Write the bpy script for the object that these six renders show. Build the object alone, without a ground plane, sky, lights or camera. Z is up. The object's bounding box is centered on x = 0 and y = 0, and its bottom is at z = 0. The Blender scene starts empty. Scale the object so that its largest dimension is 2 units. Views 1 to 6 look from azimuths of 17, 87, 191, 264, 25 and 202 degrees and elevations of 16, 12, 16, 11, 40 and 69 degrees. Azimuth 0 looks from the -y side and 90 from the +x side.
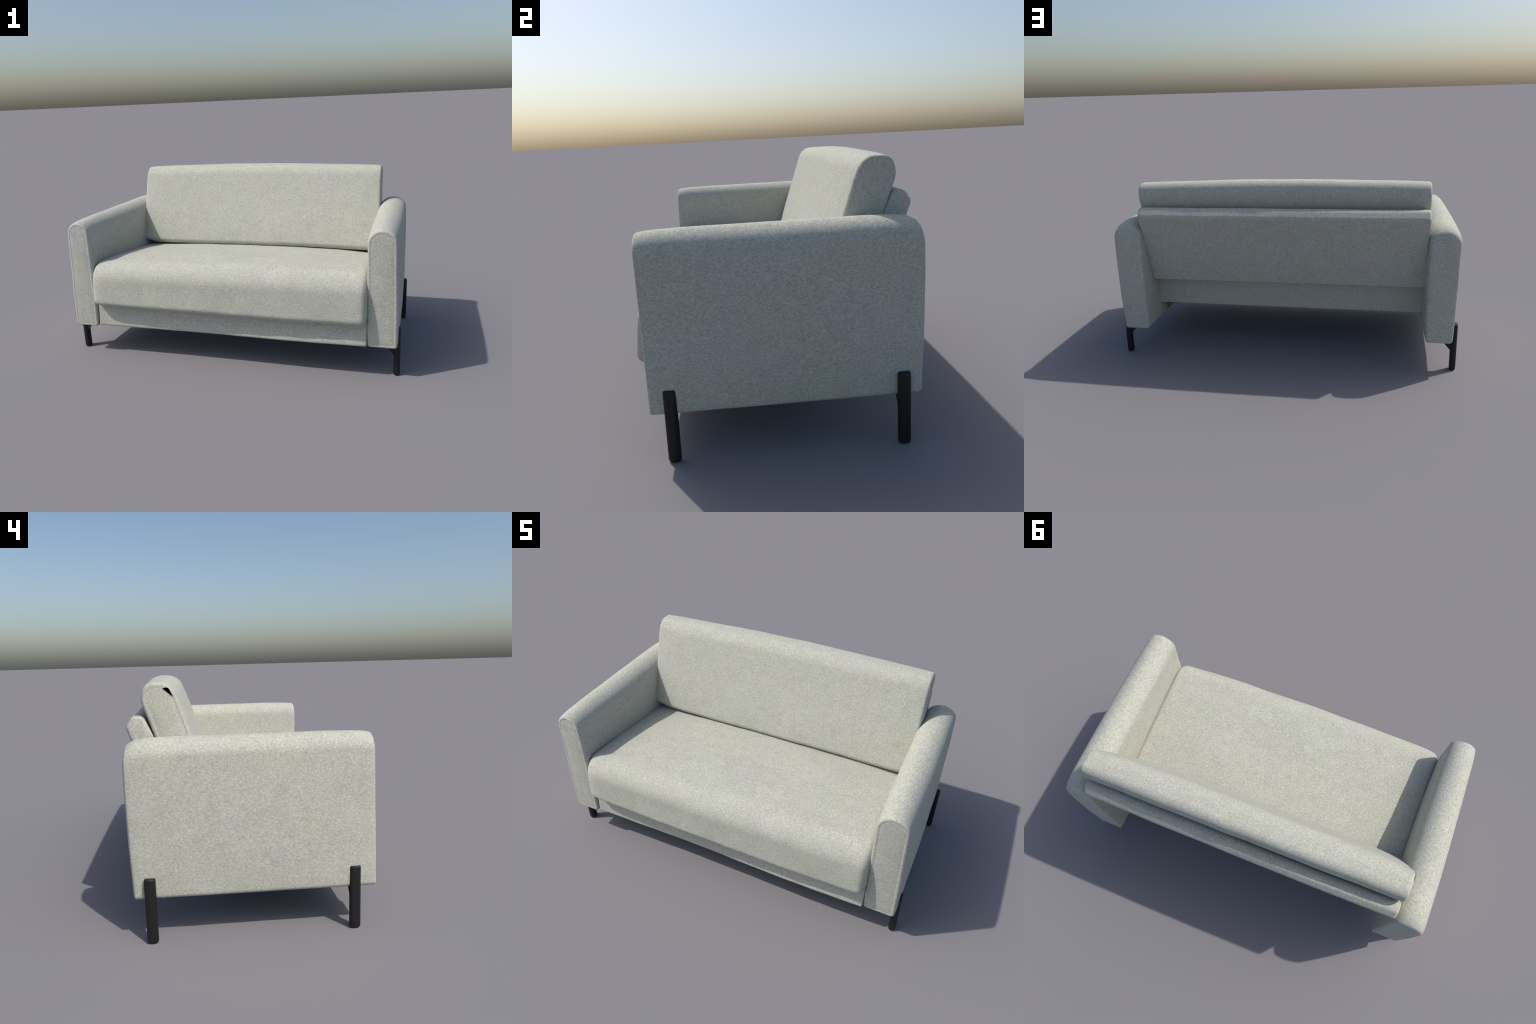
"""Two-seat upholstered sofa: two slab armrests, one seat cushion, one loose back
cushion, a raked backrest, kick boards and four flattened black tube legs."""
import bpy, math, random
import numpy as np
from mathutils import Vector, noise

random.seed(7)
np.random.seed(7)
noise.seed_set(7)


# ------------------------------------------------------------------ materials
def node(nt, kind, **kw):
    n = nt.nodes.new(kind)
    for k, v in kw.items():
        if k in n.inputs:
            n.inputs[k].default_value = v
        else:
            setattr(n, k, v)
    return n


def fabric_material(name, grain=1.0):
    """Heathered wool: light stone grey with fine darker and lighter flecks."""
    m = bpy.data.materials.new(name)
    m.use_nodes = True
    nt = m.node_tree
    L = nt.links.new
    bsdf = nt.nodes["Principled BSDF"]
    bsdf.inputs["Roughness"].default_value = 0.92
    bsdf.inputs["Specular IOR Level"].default_value = 0.18
    bsdf.inputs["Sheen Weight"].default_value = 0.05
    bsdf.inputs["Sheen Roughness"].default_value = 0.5
    tc = node(nt, "ShaderNodeTexCoord")

    # flecks, a little longer than wide
    mp = node(nt, "ShaderNodeMapping")
    mp.inputs["Scale"].default_value = (0.8, 0.8, 1.25)
    L(tc.outputs["Object"], mp.inputs["Vector"])
    fleck = node(nt, "ShaderNodeTexNoise", Scale=122.0 / grain, Detail=3.0, Roughness=0.66, Distortion=0.0)
    L(mp.outputs["Vector"], fleck.inputs["Vector"])
    ramp = node(nt, "ShaderNodeValToRGB")
    e = ramp.color_ramp.elements
    e[0].position, e[0].color = 0.30, (0.350, 0.349, 0.304, 1)
    e[1].position, e[1].color = 0.70, (0.562, 0.560, 0.496, 1)
    mid = e.new(0.5)
    mid.color = (0.449, 0.449, 0.393, 1)
    L(fleck.outputs["Fac"], ramp.inputs["Fac"])

    # broad, weak drift between a warmer and a cooler grey
    drift = node(nt, "ShaderNodeTexNoise", Scale=3.2, Detail=3.0, Roughness=0.55)
    L(tc.outputs["Object"], drift.inputs["Vector"])
    tint = node(nt, "ShaderNodeValToRGB")
    t = tint.color_ramp.elements
    t[0].position, t[0].color = 0.36, (0.992, 0.990, 1.0, 1)
    t[1].position, t[1].color = 0.64, (0.990, 1.0, 0.960, 1)
    L(drift.outputs["Fac"], tint.inputs["Fac"])
    mul = node(nt, "ShaderNodeMix", data_type="RGBA", blend_type="MULTIPLY")
    mul.inputs[0].default_value = 1.0
    L(ramp.outputs["Color"], mul.inputs[6])
    L(tint.outputs["Color"], mul.inputs[7])

    # patchy value change, centimetres across
    patch = node(nt, "ShaderNodeTexNoise", Scale=17.0, Detail=2.0, Roughness=0.5)
    L(tc.outputs["Object"], patch.inputs["Vector"])
    pr = node(nt, "ShaderNodeMapRange")
    pr.inputs["From Min"].default_value = 0.3
    pr.inputs["From Max"].default_value = 0.7
    pr.inputs["To Min"].default_value = 0.965
    pr.inputs["To Max"].default_value = 1.035
    L(patch.outputs["Fac"], pr.inputs["Value"])
    mul2 = node(nt, "ShaderNodeMix", data_type="RGBA", blend_type="MULTIPLY")
    mul2.inputs[0].default_value = 1.0
    L(mul.outputs[2], mul2.inputs[6])
    L(pr.outputs["Result"], mul2.inputs[7])
    L(mul2.outputs[2], bsdf.inputs["Base Color"])

    fine = node(nt, "ShaderNodeTexNoise", Scale=260.0, Detail=2.0, Roughness=0.6)
    L(mp.outputs["Vector"], fine.inputs["Vector"])
    bump = node(nt, "ShaderNodeBump", Strength=0.22, Distance=0.002)
    L(fine.outputs["Fac"], bump.inputs["Height"])
    L(bump.outputs["Normal"], bsdf.inputs["Normal"])
    return m


def painted_steel(name):
    m = bpy.data.materials.new(name)
    m.use_nodes = True
    nt = m.node_tree
    b = nt.nodes["Principled BSDF"]
    tc = node(nt, "ShaderNodeTexCoord")
    n = node(nt, "ShaderNodeTexNoise", Scale=60.0, Detail=3.0)
    nt.links.new(tc.outputs["Object"], n.inputs["Vector"])
    r = node(nt, "ShaderNodeValToRGB")
    r.color_ramp.elements[0].color = (0.008, 0.008, 0.008, 1)
    r.color_ramp.elements[1].color = (0.014, 0.014, 0.014, 1)
    nt.links.new(n.outputs["Fac"], r.inputs["Fac"])
    nt.links.new(r.outputs["Color"], b.inputs["Base Color"])
    b.inputs["Roughness"].default_value = 0.5
    b.inputs["Specular IOR Level"].default_value = 0.35
    return m


def plain_wood(name):
    m = bpy.data.materials.new(name)
    m.use_nodes = True
    nt = m.node_tree
    b = nt.nodes["Principled BSDF"]
    tc = node(nt, "ShaderNodeTexCoord")
    mp = node(nt, "ShaderNodeMapping")
    mp.inputs["Scale"].default_value = (30, 2.5, 30)
    nt.links.new(tc.outputs["Object"], mp.inputs["Vector"])
    n = node(nt, "ShaderNodeTexNoise", Scale=2.0, Detail=4.0, Distortion=0.6)
    nt.links.new(mp.outputs["Vector"], n.inputs["Vector"])
    r = node(nt, "ShaderNodeValToRGB")
    r.color_ramp.elements[0].position = 0.3
    r.color_ramp.elements[1].position = 0.7
    r.color_ramp.elements[0].color = (0.22, 0.12, 0.06, 1)
    r.color_ramp.elements[1].color = (0.38, 0.22, 0.12, 1)
    nt.links.new(n.outputs["Fac"], r.inputs["Fac"])
    nt.links.new(r.outputs["Color"], b.inputs["Base Color"])
    b.inputs["Roughness"].default_value = 0.7
    return m


def flat_dark(name, value):
    m = bpy.data.materials.new(name)
    m.use_nodes = True
    b = m.node_tree.nodes["Principled BSDF"]
    b.inputs["Base Color"].default_value = (value, value, value, 1)
    b.inputs["Roughness"].default_value = 1.0
    b.inputs["Specular IOR Level"].default_value = 0.0
    return m


FABRIC = fabric_material("heathered_wool", 1.0)
FINE_FABRIC = fabric_material("heathered_wool_fine", 0.84)
STEEL = painted_steel("black_powder_coat")
WOOD = plain_wood("raw_wood")
LINING = flat_dark("dust_cover_cloth", 0.03)
BLACK = flat_dark("flat_black", 0.0)


# ------------------------------------------------------------------- geometry
def ramp(x, xs, ys):
    """Piecewise linear lookup, clamped."""
    return float(np.interp(x, xs, ys))


def smooth(a, b, x):
    t = min(1.0, max(0.0, (x - a) / (b - a)))
    return t * t * (3 - 2 * t)


def rounded_outline(corners, count):
    """Closed counter-clockwise outline (p, q) with a fillet radius at each corner,
    resampled to evenly spaced points."""
    pts = []
    n = len(corners)
    for i in range(n):
        p0 = np.array(corners[i - 1][:2]); p1 = np.array(corners[i][:2]); p2 = np.array(corners[(i + 1) % n][:2])
        r = corners[i][2]
        a = (p0 - p1) / np.linalg.norm(p0 - p1)
        b = (p2 - p1) / np.linalg.norm(p2 - p1)
        half = math.acos(max(-1, min(1, float(a @ b)))) / 2
        d = r / math.tan(half)
        d = min(d, 0.499 * np.linalg.norm(p0 - p1), 0.499 * np.linalg.norm(p2 - p1))
        r = d * math.tan(half)
        bis = (a + b) / np.linalg.norm(a + b)
        c = p1 + bis * r / math.sin(half)
        s, e = p1 + a * d - c, p1 + b * d - c
        a0 = math.atan2(s[1], s[0]); a1 = math.atan2(e[1], e[0])
        da = (a1 - a0 + math.pi) % (2 * math.pi) - math.pi
        for k in range(17):
            t = a0 + da * k / 16
            pts.append(c + r * np.array([math.cos(t), math.sin(t)]))
    pts = np.array(pts)
    closed = np.vstack([pts, pts[:1]])
    seg = np.linalg.norm(np.diff(closed, axis=0), axis=1)
    cum = np.concatenate([[0], np.cumsum(seg)])
    t = np.linspace(0, cum[-1], count, endpoint=False)
    return np.stack([np.interp(t, cum, closed[:, 0]), np.interp(t, cum, closed[:, 1])], axis=1)


def inset(corners, d, count):
    """The same rounded outline moved inwards by d: every side shifts, every fillet shrinks."""
    out = []
    n = len(corners)
    for i in range(n):
        p0 = np.array(corners[i - 1][:2]); p1 = np.array(corners[i][:2]); p2 = np.array(corners[(i + 1) % n][:2])
        a = (p1 - p0) / np.linalg.norm(p1 - p0)
        b = (p2 - p1) / np.linalg.norm(p2 - p1)
        na, nb = np.array([-a[1], a[0]]), np.array([-b[1], b[0]])
        q = p1 + d * (na + nb) / (1 + float(na @ nb))
        out.append((q[0], q[1], max(corners[i][2] - d, 0.004)))
    return rounded_outline(out, count)


def upholstered(name, corners, count, start, end, place, edge_start, edge_end, step=0.016, material=FABRIC):
    """Sweep an outline along an axis from start to end. Each end is closed by a rounded edge,
    an optional sewn groove and a slightly puffed panel.
    edge = (radius, groove_depth, puff). place(p, q, s) -> (x, y, z)."""
    outline = rounded_outline(corners, count)

    def end_rings(s_end, sign, edge):
        radius, groove, puff = edge
        out = []
        for k in range(8):                                   # rounded edge
            a = k / 7 * math.pi / 2
            out.append((inset(corners, radius * (1 - math.cos(a)), count), s_end - sign * radius * (1 - math.sin(a))))
        base = radius
        if groove > 0:                                       # seam just inside the edge
            for off, dep in ((0.003, 0.15), (0.0055, 0.75), (0.0075, 1.0), (0.0095, 0.75), (0.0125, 0.25), (0.0165, 0.05)):
                out.append((inset(corners, radius + off, count), s_end - sign * groove * dep))
            base += 0.0165
        rim = inset(corners, base, count)
        c = rim.mean(axis=0)
        for k in range(1, 15):                               # puffed panel
            f = 1 - (k / 14) ** 1.0
            f = max(f, 0.0)
            out.append((c + (rim - c) * f, s_end + sign * puff * (1 - f * f) ** 0.8))
        return out

    first = end_rings(start, -1, edge_start)[::-1]
    last = end_rings(end, 1, edge_end)
    s0 = start + edge_start[0]
    s1 = end - edge_end[0]
    n = max(2, int((s1 - s0) / step))
    rings = first + [(outline, s0 + (s1 - s0) * k / n) for k in range(1, n)] + last
    m = len(outline)
    verts, faces = [], []
    for poly, s in rings:
        verts += [place(float(p), float(q), s) for p, q in poly]
    for r in range(len(rings) - 1):
        for i in range(m):
            j = (i + 1) % m
            faces.append((r * m + i, r * m + j, (r + 1) * m + j, (r + 1) * m + i))
    me = bpy.data.meshes.new(name)
    me.from_pydata(verts, [], faces)
    import bmesh
    bm = bmesh.new()
    bm.from_mesh(me)
    bmesh.ops.remove_doubles(bm, verts=bm.verts, dist=1e-6)
    bmesh.ops.recalc_face_normals(bm, faces=bm.faces)
    bm.to_mesh(me)
    bm.free()
    me.polygons.foreach_set("use_smooth", [True] * len(me.polygons))
    me.materials.append(material)
    ob = bpy.data.objects.new(name, me)
    bpy.context.collection.objects.link(ob)
    return ob


def lumps(x, y, z, size, amount, seed=0.0):
    """Soft padding unevenness."""
    return amount * noise.noise(Vector((x / size + seed, y / size - seed, z / size)))


def child(ob, parent):
    ob.parent = parent
    return ob


sofa = bpy.data.objects.new("sofa", None)
bpy.context.collection.objects.link(sofa)
sofa["label"] = "light grey fabric two-seat sofa with slim black legs"
sofa["category"] = "sofa"

# --- armrests -----------------------------------------------------------------
ARM_BOTTOM, ARM_TOP = 0.182, 0.850
# side = +1 / -1; outer face x at front-top, front-bottom, rear-top, rear-bottom; the same for the inner face
ARM_FACES = {
    1: dict(outer=(0.972, 0.985, 0.972, 0.966), inner=(0.826, 0.828, 0.816, 0.820), front=(-0.480, -0.472), swell=(0.019, 0.009)),
    -1: dict(outer=(0.966, 0.983, 0.980, 0.966), inner=(0.833, 0.832, 0.828, 0.824), front=(-0.487, -0.495), swell=(0.016, 0.023)),
}


def arm_outline():
    # unit width: u from -0.5 (inner) to 0.5 (outer); built at true size 0.15
    w = 0.15
    return [(-w / 2, ARM_BOTTOM, 0.014), (w / 2, ARM_BOTTOM, 0.016),
            (w / 2, ARM_TOP, 0.072), (-w / 2, ARM_TOP, 0.074)]


for side in (1, -1):
    spec = ARM_FACES[side]

    def place(u, z, s, side=side, spec=spec):
        y = s
        t = (z - ARM_BOTTOM) / (ARM_TOP - ARM_BOTTOM)
        f = (y + 0.48) / 1.02
        o = spec["outer"]; i = spec["inner"]
        tt = min(1.0, t / 0.88)
        outer = (o[1] + (o[0] - o[1]) * tt) * (1 - f) + (o[3] + (o[2] - o[3]) * tt) * f
        inner = (i[1] + (i[0] - i[1]) * tt) * (1 - f) + (i[3] + (i[2] - i[3]) * tt) * f
        k = u / 0.15 + 0.5
        x = inner + (outer - inner) * k
        # padded side: the outer face swells a little in the middle
        pad = math.sin(math.pi * min(1, max(0, t))) ** 0.35 * math.sin(math.pi * min(1, max(0, f))) ** 0.38
        x += pad * (spec["swell"][0] * max(0.0, 2 * k - 1) - spec["swell"][1] * max(0.0, 1 - 2 * k))
        # crest drops towards both ends
        drop = ramp(y, (-0.495, -0.485, -0.47, -0.45, -0.40, -0.30, 0.0, 0.40, 0.47, 0.50, 0.525, 0.538, 0.545),
                    (0.021, 0.018, 0.011, 0.0075, 0.004, 0.002, 0.0, 0.0, 0.002, 0.006, 0.017, 0.027, 0.036))
        z2 = z - drop * smooth(0.55, 1.0, t)
        # front and rear faces are not quite upright
        yf = spec["front"][1] + (spec["front"][0] - spec["front"][1]) * t
        y2 = y + (yf + 0.48) * (1 - smooth(0.0, 0.5, f))
        y2 += ramp(t, (0, 0.35, 0.7, 0.9, 1.0), (-0.010, -0.002, 0.001, -0.001, -0.006)) * smooth(0.6, 1.0, f)
        g = lumps(x, y, z, 0.16, 0.0022, 3.1 * side)
        x += g * (2 * k - 1)
        z2 += lumps(x, y, z, 0.2, 0.0018, 9.0) * smooth(0.5, 1.0, t)
        return (side * x, y2, z2)

    arm = child(upholstered("armrest", arm_outline(), 260, -0.480, 0.543, place,
                            (0.009, 0.0012, 0.002), (0.012, 0.0, 0.002)), sofa)

# --- seat cushion -------------------------------------------------------------
seat_outline = [(-0.546, 0.324, 0.034), (0.265, 0.322, 0.03), (0.265, 0.525, 0.04),
                (-0.20, 0.572, 0.6), (-0.528, 0.597, 0.105)]


def place_seat(y, z, x):
    e = abs(x) / 0.82
    front = 1 - smooth(-0.5, -0.1, y)
    top = smooth(0.42, 0.56, z)
    ends = ramp(x, (-0.83, -0.75, -0.4, 0.0, 0.4, 0.75, 0.83), (0.017, 0.004, -0.003, -0.004, 0.001, 0.016, 0.022))
    y2 = y + front * ends * (0.6 + 0.4 * top)
    # crowned filling, falling to all four edges
    z2 = z + top * (0.010 * (1 - e ** 2.5) + 0.024 * max(0.0, 1 - e ** 5) * smooth(-0.53, -0.25, y) * (1 - 0.5 * smooth(-0.05, 0.2, y)))
    z2 += top * (0.004 * smooth(-0.53, -0.4, y) * (1 - e ** 4) + 0.012 * math.exp(-((x - 0.5) / 0.25) ** 2 - ((y - 0.0) / 0.15) ** 2))
    z2 -= 0.010 * (x / 0.82) * front * (1 - smooth(0.32, 0.5, z)) + 0.012 * smooth(0.2, 0.8, x) * top * smooth(-0.2, 0.2, y)
    z2 += lumps(x, y, z, 0.22, 0.004, 5.0) + lumps(x, y, z, 0.09, 0.0012, 1.0)
    y2 += lumps(x, y, z, 0.2, 0.004, 12.0) * front
    return (x, y2, z2)


child(upholstered("seat_cushion", seat_outline, 300, -0.824, 0.826, place_seat,
                  (0.036, 0.0, 0.004), (0.036, 0.0, 0.004), step=0.02, material=FINE_FABRIC), sofa)

# --- loose back cushion ---------------------------------------------------------
cushion_outline = [(0.163, 0.554, 0.030), (0.325, 0.554, 0.04), (0.446, 0.90, 0.3), (0.478, 0.99, 0.08), (0.460, 1.062, 0.055),
                   (0.334, 1.062, 0.085)]


def place_cushion(y, z, x):
    e = abs(x) / 0.82
    t = (z - 0.556) / 0.506
    z2 = z + (0.017 * (1 - e ** 2) - 0.003 * (x / 0.82)) * smooth(0.3, 1.0, t)
    z2 -= 0.012 * smooth(0.2, 0.8, x) * (1 - smooth(0.0, 0.4, t))
    z2 += 0.022 * smooth(0.70, 0.83, -x) * (1 - smooth(0.0, 0.16, t))
    y2 = y + 0.006 * (x / 0.82)
    # stuffing: the front face swells between its edges
    front = 1 - smooth(-0.01, 0.07, (y - 0.163) - 0.33 * (z - 0.556))
    y2 -= front * (0.017 * (1 - e ** 4) * math.sin(math.pi * min(1, max(0, t)) ** 0.65) - 0.012 * e ** 8)
    y2 += (1 - front) * 0.006 * (1 - e ** 2) * smooth(0.5, 0.9, t)
    y2 += lumps(x, y, z, 0.25, 0.004, 21.0) + lumps(x, y, z, 0.1, 0.0012, 2.0)
    z2 += lumps(x, 0, 0, 0.3, 0.002, 31.0) * smooth(0.5, 1, t)
    return (x, y2, z2)


child(upholstered("back_cushion", cushion_outline, 300, -0.825, 0.825, place_cushion,
                  (0.013, 0.0009, 0.004), (0.013, 0.0009, 0.004), step=0.02, material=FINE_FABRIC), sofa)

# small pure black patch on one end of the back cushion
patch_mesh = bpy.data.meshes.new("black_patch")
patch_outline = [(0.3755, 1.0420), (0.3600, 1.0455), (0.3510, 1.0415), (0.3345, 1.0075)]
patch_mesh.from_pydata([(x, y, z) for x in (-0.8275, -0.8225) for y, z in patch_outline], [],
                     [(0, 1, 2, 3), (7, 6, 5, 4)] + [(i, i + 4, (i + 1) % 4 + 4, (i + 1) % 4) for i in range(4)])
patch_mesh.materials.append(BLACK)
patch_object = bpy.data.objects.new("black_patch", patch_mesh)
bpy.context.collection.objects.link(patch_object)
child(patch_object, sofa)

# --- raked backrest -------------------------------------------------------------
back_outline = [(0.295, 0.462, 0.02), (0.404, 0.462, 0.008), (0.524, 0.840, 0.10), (0.540, 0.885, 0.03),
                (0.512, 0.929, 0.03), (0.466, 0.931, 0.03), (0.424, 0.840, 0.2)]


def place_back(y, z, x):
    t = (z - 0.462) / 0.45
    y2 = y + 0.002 * (x / 0.82) + 0.006 * (1 - (x / 0.82) ** 2) * t + lumps(x, y, z, 0.3, 0.003, 41.0)
    z2 = z + lumps(x, 0, 0, 0.35, 0.003, 51.0) * t
    # the sides fill the gap between the armrests
    return (x * (1 - 0.004 * (1 - t)), y2, z2)


child(upholstered("backrest", back_outline, 260, -0.824, 0.820, place_back,
                  (0.014, 0.0, 0.003), (0.014, 0.0, 0.003), step=0.02), sofa)

# --- kick boards -----------------------------------------------------------------
front_board = [(-0.470, 0.186, 0.012), (-0.43, 0.186, 0.008), (-0.43, 0.36, 0.008), (-0.470, 0.36, 0.008)]


def place_front_board(y, z, x):
    low = 1 - smooth(0.19, 0.30, z)
    y2 = y - ramp(x, (-0.8, 0.0, 0.4, 0.8), (0.010, 0.002, 0.008, 0.004)) - low * ramp(x, (-0.2, 0.2, 0.6), (0.006, 0.014, 0.014))
    y2 += lumps(x, y, z, 0.15, 0.003, 61.0)
    z2 = z + lumps(x, 0, 0, 0.2, 0.0015, 71.0) * low
    return (x, y2, z2)


child(upholstered("front_kick_board", front_board, 120, -0.822, 0.824, place_front_board,
                  (0.008, 0, 0.0), (0.008, 0, 0.0), step=0.02), sofa)

rear_board = [(0.275, 0.275, 0.006), (0.318, 0.275, 0.008), (0.318, 0.475, 0.006), (0.275, 0.475, 0.006)]
child(upholstered("rear_panel", rear_board, 120, -0.818, 0.824,
                  lambda y, z, x: (x, y + lumps(x, y, z, 0.2, 0.002, 81.0), z),
                  (0.006, 0, 0.0), (0.006, 0, 0.0), step=0.02), sofa)


# --- hidden frame ------------------------------------------------------------------
def beam(name, lo, hi, bevel, material):
    import bmesh
    me = bpy.data.meshes.new(name)
    bm = bmesh.new()
    bmesh.ops.create_cube(bm, size=1.0)
    for v in bm.verts:
        v.co = Vector([(lo[i] + hi[i]) / 2 + v.co[i] * (hi[i] - lo[i]) for i in range(3)])
    bmesh.ops.bevel(bm, geom=bm.edges[:], offset=bevel, segments=2, affect="EDGES", profile=0.5)
    bm.to_mesh(me)
    bm.free()
    me.materials.append(material)
    ob = bpy.data.objects.new(name, me)
    bpy.context.collection.objects.link(ob)
    return child(ob, sofa)


beam("underside_cover", (-0.80, -0.425, 0.282), (0.80, 0.272, 0.316), 0.004, LINING)
for side in (1, -1):
    x0, x1 = sorted((side * (0.812 if side > 0 else 0.822), side * 0.840))
    beam("frame_rail", (x0, -0.42, 0.192), (x1, 0.215, 0.281), 0.003, WOOD)


# --- legs -------------------------------------------------------------------------
def leg_mesh():
    """Flattened round tube: oval section, small chamfers at both ends."""
    import bmesh
    me = bpy.data.meshes.new("leg")
    bm = bmesh.new()
    hx, hy, n = 0.0178, 0.0240, 40
    levels = [(0.000, 0.80), (0.0025, 0.90), (0.007, 0.99), (0.012, 1.0), (0.266, 1.0), (0.272, 0.985), (0.2765, 0.93), (0.2785, 0.84)]
    loops = []
    for z, s in levels:
        loop = []
        for i in range(n):
            a = 2 * math.pi * i / n
            c, d = math.cos(a), math.sin(a)
            ex = 2 / 2.5
            loop.append(bm.verts.new((hx * s * math.copysign(abs(c) ** ex, c), hy * s * math.copysign(abs(d) ** ex, d), z)))
        loops.append(loop)
    for a, b in zip(loops, loops[1:]):
        for i in range(n):
            bm.faces.new((a[i], a[(i + 1) % n], b[(i + 1) % n], b[i]))
    bm.faces.new(loops[0][::-1])
    bm.faces.new(loops[-1])
    for f in bm.faces:
        f.smooth = len(f.verts) == 4
    bm.to_mesh(me)
    bm.free()
    me.materials.append(STEEL)
    return me


def bracket_mesh():
    """Triangular gusset welded to the inner face of a leg, under the armrest."""
    import bmesh
    me = bpy.data.meshes.new("leg_bracket")
    bm = bmesh.new()
    tri = [(-0.066, 0.187), (-0.066, 0.178), (-0.017, 0.118), (-0.005, 0.118), (-0.005, 0.187)]
    a = [bm.verts.new((x, -0.016, z)) for x, z in tri]
    b = [bm.verts.new((x, 0.016, z)) for x, z in tri]
    n = len(tri)
    bm.faces.new(a)
    bm.faces.new(b[::-1])
    for i in range(n):
        bm.faces.new((a[i], b[i], b[(i + 1) % n], a[(i + 1) % n]))
    bmesh.ops.recalc_face_normals(bm, faces=bm.faces)
    bmesh.ops.bevel(bm, geom=bm.edges[:], offset=0.0015, segments=2, affect="EDGES", profile=0.5)
    bm.to_mesh(me)
    bm.free()
    me.materials.append(STEEL)
    return me


LEG, BRACKET = leg_mesh(), bracket_mesh()
for x, y in ((0.9822, -0.395), (0.9822, 0.460), (-0.9822, -0.400), (-0.9822, 0.463)):
    leg = bpy.data.objects.new("leg", LEG)
    bpy.context.collection.objects.link(leg)
    leg.location = (x, y, 0)
    if x < 0:
        leg.rotation_euler = (0, 0, math.pi)
    child(leg, sofa)
    br = bpy.data.objects.new("leg_bracket", BRACKET)
    bpy.context.collection.objects.link(br)
    child(br, leg)
